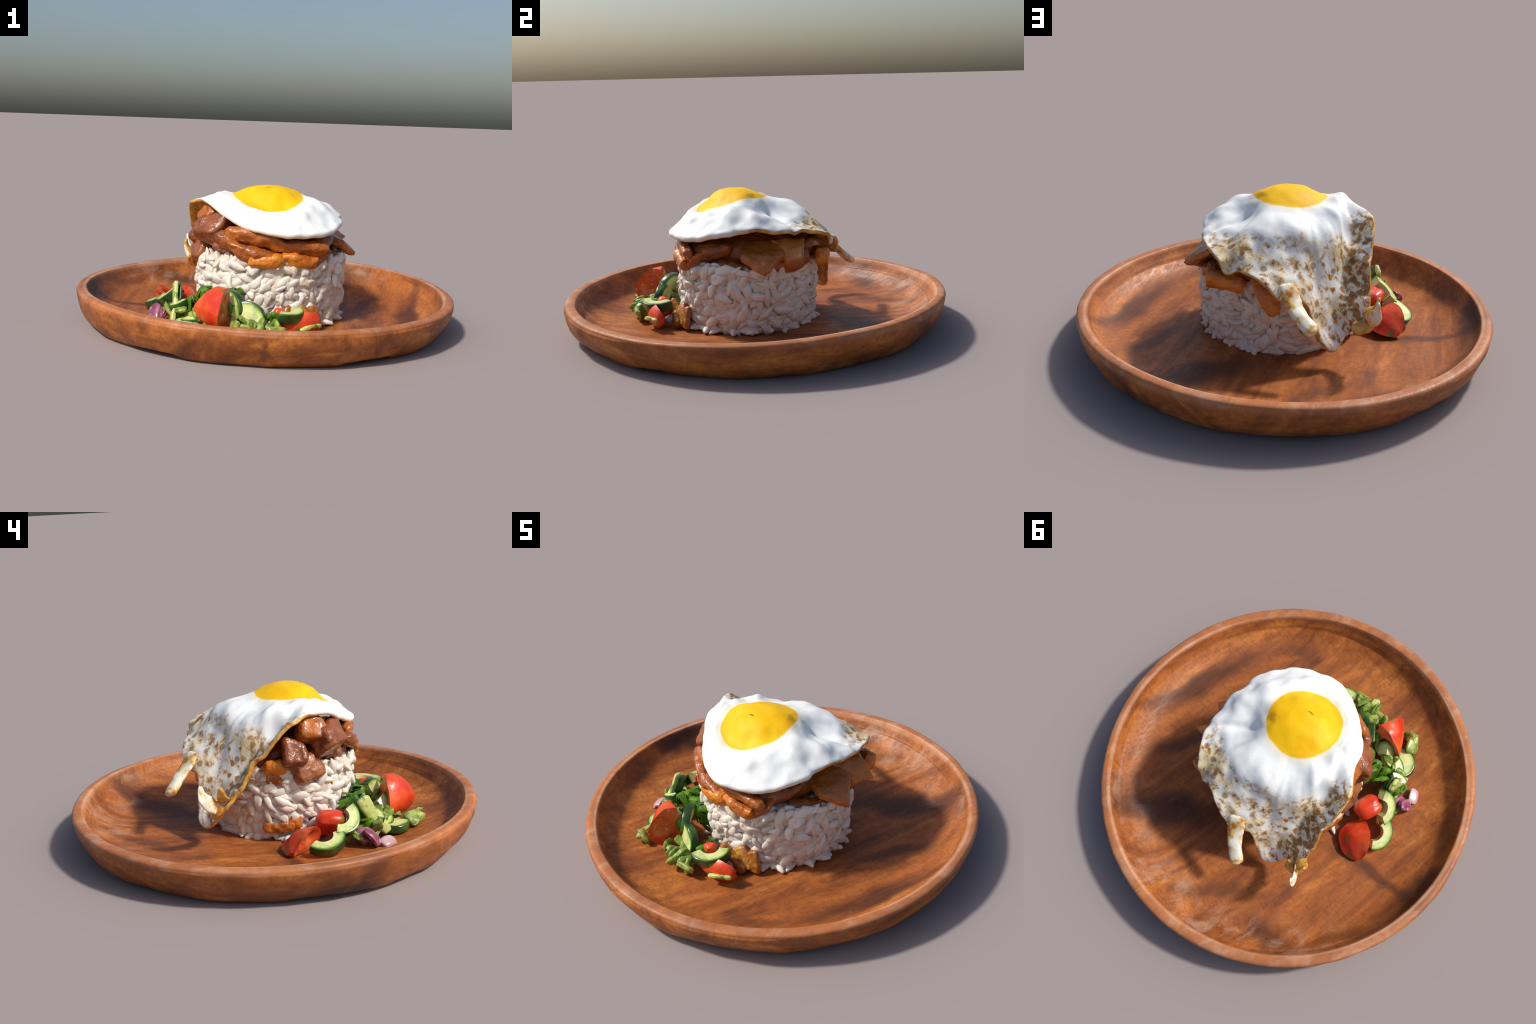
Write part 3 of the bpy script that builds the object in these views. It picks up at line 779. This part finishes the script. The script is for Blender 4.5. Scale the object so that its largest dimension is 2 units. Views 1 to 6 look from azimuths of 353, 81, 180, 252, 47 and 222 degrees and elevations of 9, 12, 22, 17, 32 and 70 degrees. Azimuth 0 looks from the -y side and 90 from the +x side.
def tomato_mesh(name, rx, rz, half, seed, pocket=.018, flat=.0):
    """wedge of tomato: skin on a sector of an ellipsoid, two cut faces meeting at the core"""
    nu, nv, nc = 24, 20, 12
    V, F, fm = [], [], []
    ph = np.linspace(-half, half, nu); la = np.linspace(-1.35, 1.35, nv)
    def P(r, p, l):
        k = (abs(math.cos(l)) ** .8) * (1 - flat + flat * (.25 + .75 * math.cos(half)) / max(math.cos(p), .3))
        return np.array([rx * r * k * math.cos(p), rx * r * k * math.sin(p), rz * math.sin(l) * (.85 + .15 * r)])
    for i, l in enumerate(la):
        for p in ph: V.append(P(1, p, l))
    for i in range(nv - 1):
        for j in range(nu - 1):
            F.append((i * nu + j, i * nu + j + 1, (i + 1) * nu + j + 1, (i + 1) * nu + j)); fm.append(0)
    for s, p in ((1, half), (-1, -half)):
        o = len(V); rr = np.r_[0, np.linspace(.1, .9, nc - 2), 1]
        nrm = np.array([-math.sin(p), math.cos(p), 0]) * s
        for i, l in enumerate(la):
            for r in rr:
                q = P(r, p, l)
                hole = max(0, 1 - ((r - .55) / .27) ** 2) * max(0, 1 - (l / .95) ** 2)
                V.append(q - nrm * pocket * hole * (1 + .7 * math.sin(9 * l + seed)) * .6)
        for i in range(nv - 1):
            for j in range(nc - 1):
                a, b, c, d = o + i * nc + j, o + i * nc + j + 1, o + (i + 1) * nc + j + 1, o + (i + 1) * nc + j
                F.append((a, b, c, d) if s < 0 else (a, d, c, b)); fm.append(1)
    # close the two ends
    for row, flip in ((0, 0), (nv - 1, 1)):
        o1, o2 = nv * nu, nv * nu + nv * nc
        loop = [row * nu + j for j in range(nu)]
        c = len(V); V.append(P(0, 0, la[row]))
        for a, b in zip(loop[:-1], loop[1:]):
            F.append((c, b, a) if not flip else (c, a, b)); fm.append(0)
    V = np.array(V)
    V = V + .009 * np.stack([vnoise(V, 11, seed + k) for k in (1, 2, 3)], 1) + .002 * np.stack([vnoise(V, 30, seed + k) for k in (4, 5, 6)], 1)
    me = new_mesh(name, V, F, [TSKIN, TFLESH], fm)
    bm = bmesh.new(); bm.from_mesh(me); bmesh.ops.remove_doubles(bm, verts=bm.verts, dist=.0008); bmesh.ops.recalc_face_normals(bm, faces=bm.faces)
    for e in bm.edges:
        if len(e.link_faces) == 2 and e.calc_face_angle(0) > math.radians(45): e.smooth = False
    bm.to_mesh(me); bm.free()
    return me

def leaf_mesh(name, size, lobes, curl, seed):
    """lobed herb leaf, thin and cupped; base at the origin, tip along +x"""
    na, nr = 72, 8
    a = np.linspace(0, 2 * np.pi, na, endpoint=False)
    edge = size * (.62 + .26 * np.cos(lobes * a) + .10 * np.cos(3 * lobes * a + seed) + .05 * np.cos(17 * a))
    V = [(0, 0, 0)]
    for i in range(1, nr + 1):
        for k in range(na):
            r = edge[k] * i / nr
            V.append((size * .55 * 0 + r * math.cos(a[k]), r * .8 * math.sin(a[k]), 0))
    V = np.array(V, float)
    V[:, 2] = curl * (V[:, 0] ** 2 * 2 + V[:, 1] ** 2 * 3) / size + .10 * size * vnoise(V, 2.2 / size, seed) + .04 * size * vnoise(V, 6 / size, seed + 1)
    F = [(0, 1 + k, 1 + (k + 1) % na) for k in range(na)]
    for i in range(nr - 1):
        F += [(1 + i * na + k, 1 + (i + 1) * na + k, 1 + (i + 1) * na + (k + 1) % na, 1 + i * na + (k + 1) % na) for k in range(na)]
    # give it a body
    n = len(V); N = np.tile([0, 0, 1.], (n, 1))
    V2 = np.concatenate([V, V - N * .0035])
    F2 = F + [tuple(n + v for v in f[::-1]) for f in F]
    o = 1 + (nr - 1) * na
    F2 += [(o + k, n + o + k, n + o + (k + 1) % na, o + (k + 1) % na) for k in range(na)]
    return new_mesh(name, V2, F2, [LEAF])

def build_salad():
    salad = empty("chopped_salad", (-.35, -.35, FLOOR), "small heap of chopped tomato cucumber onion and herbs", "salad")
    I = Matrix.Identity(4)
    full, crescent, short = (cucumber_mesh("cucumber_slice", .012, -1.45, 1.45, .042, 1), cucumber_mesh("cucumber_slice", .046, -1.25, 1.25, .05, 2), cucumber_mesh("cucumber_slice", .035, -.75, .75, .05, 3))
    def cuc(me, loc, normal, mid, s=1.):
        return add("cucumber_slice", me, salad, frame(loc, normal, mid, s))
    # half round slice leaning beside the big tomato; the others stand or lie behind it
    cuc(full, (-.150, -.505, .105), (-.35, -.9, .25), (.25, 0, 1), .98)
    cuc(full, (-.225, -.43, .15), (-.75, -.55, .15), (.55, -.6, .55), .95)
    cuc(full, (-.31, -.40, .12), (-.2, -.3, .9), (-.4, -.8, .1), .85)
    cuc(short, (-.335, -.37, .14), (-.75, -.2, .6), (.1, -.9, -.2), 1.1)
    cuc(crescent, (-.479, -.141, .178), (-.67, .08, .72), (-.54, -.72, -.42), 1.0)
    cuc(crescent, (-.53, -.045, .112), (-.32, .16, .79), (-.85, -.2, -.3), 1.0)
    cuc(full, (-.37, -.365, .095), (-.2, -.1, .95), (-.7, -.7, -.05), 1.0)
    cuc(full, (-.40, -.44, .065), (.05, -.1, 1), (-.75, -.6, 0), .92)
    cuc(short, (-.47, -.30, .15), (-.35, -.15, .9), (.1, -1, .2), .7)
    cuc(crescent, (.029, -.501, .149), (.03, -.13, .93), (.72, -.6, -.1), 1.0)
    # a thin stick standing at the left end
    V, F = sweep([(-.475, -.265, .25), (-.478, -.30, .18), (-.487, -.365, .10), (-.49, -.385, .07)], [.07, .07, .05, .035], .026, 3.5, 31, up=(-1, 0, .2))
    add("cucumber_stick", new_mesh("cucumber_stick", V, F, [PALE]), salad, I)
    V, F = sweep([(-.452, -.262, .245), (-.456, -.302, .175), (-.468, -.37, .095)], [.066, .062, .04], .014, 3, 36, up=(-1, 0, .2))
    add("cucumber_rind", new_mesh("cucumber_rind", V, F, [RIND]), salad, I)
    # tomatoes
    def tom(rx, rz, half, seed, loc, axis, mid, name="tomato_wedge"):
        return add(name, tomato_mesh(name, rx, rz, half, seed, flat=.75 if half < .9 else 0), salad, frame(loc, axis, mid))
    tom(.17, .118, .64, 1, (-.215, -.468, .15), (-.12, -.14, 1), (-.88, -.48, 0))
    tom(.105, .105, .85, 2, (-.50, .025, .06), (-.55, .8, -.1), (.25, .45, .85))
    V, F = lump((.14, .105, .115), 2.8, 38, .08, fine=.008)
    add("tomato_piece", new_mesh("tomato_piece", V, F, [TSKIN]), salad, frame((-.432, -.122, .145), (-.3, .1, .9), (.3, 1, .2)))
    tom(.07, .115, 1.1, 4, (.10, -.505, .062), (.95, .15, .03), (.3, -.9, .0))
    V, F = sweep([(-.005, -.50, .07), (.005, -.49, .12), (.018, -.483, .162)], .05, .06, 3, 33, up=(.2, 1, 0))
    add("tomato_piece", new_mesh("tomato_piece", V, F, [TSKIN]), salad, I)
    V, F = lump((.06, .05, .05), 3.5, 34, .15)
    add("tomato_piece", new_mesh("tomato_piece", V, F, [TSKIN]), salad, frame((.045, -.485, .105), (0, 0, 1), (1, .6, 0)))
    V, F = sweep([(.10, -.585, .085), (.155, -.57, .10), (.205, -.535, .098)], .022, .02, 3, 35)
    add("cucumber_stick", new_mesh("cucumber_stick", V, F, [PALE]), salad, I)
    # onion
    for name, loc, dims, nrm, side, mat, seed in (("onion_piece", (-.575, -.268, .098), (.10, .065, .028), (-.5, -.55, .6), (.1, .4, .8), ONION, 41),
                                                  ("onion_piece", (-.535, -.255, .085), (.09, .07, .03), (-.7, .1, .5), (.2, 1, .2), ONION, 42),
                                                  ("onion_piece", (-.577, -.345, .062), (.085, .05, .022), (-.3, -.1, .9), (.4, -1, .1), ONIONPALE, 43),
                                                  ("onion_piece", (.10, -.47, .075), (.06, .05, .025), (.2, -.4, .8), (1, .3, 0), ONIONPALE, 44)):
        V, F = lump(dims, 4, seed, .1, n=10)
        V[:, 2] -= V[:, 0] ** 2 * 3.5
        add(name, new_mesh(name, V, F, [mat]), salad, frame(loc, nrm, side))
    # herb leaves
    for loc, nrm, side, size, lobes, curl, seed in (((-.205, -.395, .215), (-.15, -.85, .5), (.6, 0, .5), .10, 5, -.5, 1), ((-.165, -.385, .165), (.3, -.9, .3), (.2, .1, -1), .085, 5, -.5, 2),
                                                    ((-.265, -.37, .235), (-.1, -.7, .7), (-1, 0, .1), .07, 3, -.7, 3), ((-.36, -.29, .215), (-.6, -.5, .6), (.2, .3, .9), .085, 5, -.7, 4),
                                                    ((-.325, -.31, .19), (-.2, -.8, .5), (-.8, -.1, .2), .08, 4, -.5, 5), ((-.43, -.31, .16), (-.5, -.6, .5), (-.2, -.1, -1), .07, 4, -.6, 6),
                                                    ((-.505, -.30, .12), (-.6, -.4, .7), (-.3, -.6, -.6), .06, 4, -.8, 7), ((-.02, -.545, .10), (-.1, -.8, .6), (-1, .1, .1), .07, 4, -.8, 8),
                                                    ((-.40, -.34, .20), (-.3, -.3, .9), (-.8, -.6, -.1), .06, 3, -.8, 9), ((-.05, -.47, .12), (.2, -.7, .7), (1, .1, 0), .06, 4, -.8, 10),
                                                    ((-.225, -.49, .19), (.3, -.6, .7), (-.4, .7, .2), .06, 4, -.8, 11), ((-.345, -.335, .235), (-.3, -.6, .7), (.7, .4, .3), .06, 5, -.8, 12)):
        add("herb_leaf", leaf_mesh("herb_leaf", size, lobes, curl, seed), salad, frame(loc, nrm, side))
    # small chopped bits fill the heap
    g = np.random.default_rng(12)
    PV, PF, off = [], [], 0
    def bit(loc, s, seed):
        nonlocal off
        V, F = lump(np.array([1.7, 1.1, .55]) * s, 3.5, seed, .14, n=10, fine=.015)
        A = np.array(frame(loc, g.normal(size=3), g.normal(size=3)))
        PV.append(V @ A[:3, :3].T + A[:3, 3]); PF.append(F + off); off += len(V)
    spine = catmull([(-.50, -.16, .06), (-.47, -.30, .07), (-.38, -.40, .075), (-.26, -.47, .075), (-.13, -.55, .07), (-.02, -.575, .065)], 12)
    for k in range(30):
        p = spine[g.integers(len(spine))] + g.normal(0, 1, 3) * (.03, .03, .0)
        p[2] = FLOOR + .012 + abs(g.normal(0, .022))
        bit(Vector(p), g.uniform(.035, .06), 200 + k)
    for k, p in enumerate([(-.13, -.595, .07), (-.09, -.60, .075), (-.045, -.605, .075), (-.02, -.60, .065), (-.17, -.585, .07), (-.21, -.575, .075), (-.36, -.60, .062), (-.40, -.575, .06), (-.02, -.62, .062)]):
        bit(Vector(p), g.uniform(.045, .062), 300 + k)
    ob = add("chopped_greens", new_mesh("chopped_greens", np.concatenate(PV), np.concatenate(PF), [HERB]), salad, I)
    ob["kind"] = "stuff"
    # fried onion slivers stuck to the foot of the rice
    for k, (path, w, t) in enumerate((([(.045, -.45, .155), (.10, -.425, .11), (.15, -.41, .06)], .06, .03), ([(.115, -.395, .155), (.155, -.40, .10), (.175, -.41, .055)], .07, .035),
                                      ([(.18, -.375, .15), (.205, -.385, .10), (.21, -.39, .05)], .06, .035), ([(.07, -.43, .10), (.12, -.44, .065), (.18, -.43, .05)], .05, .03))):
        V, F = sweep(path, w, t, 2.6, 60 + k, .2, up=(.2, -1, .2))
        add("fried_onion", new_mesh("fried_onion", V, F, [ONIONFRY]), salad, I)
build_salad()
for me in {o.data.name: o.data for o in bpy.data.objects if o.name.startswith("cucumber_slice")}.values():
    bm = bmesh.new(); bm.from_mesh(me)
    bmesh.ops.recalc_face_normals(bm, faces=bm.faces)
    for e in bm.edges:
        if len(e.link_faces) == 2 and e.calc_face_angle(0) > math.radians(40): e.smooth = False
    bm.to_mesh(me); bm.free()

bpy.context.view_layer.update()
for o in bpy.data.objects["chopped_salad"].children:      # nothing sinks through the plate
    if o.type == "MESH":
        zmin = min((o.matrix_world @ v.co).z for v in o.data.vertices)
        if zmin < FLOOR - .006:
            o.matrix_world = Matrix.Translation((0, 0, FLOOR - .006 - zmin)) @ o.matrix_world
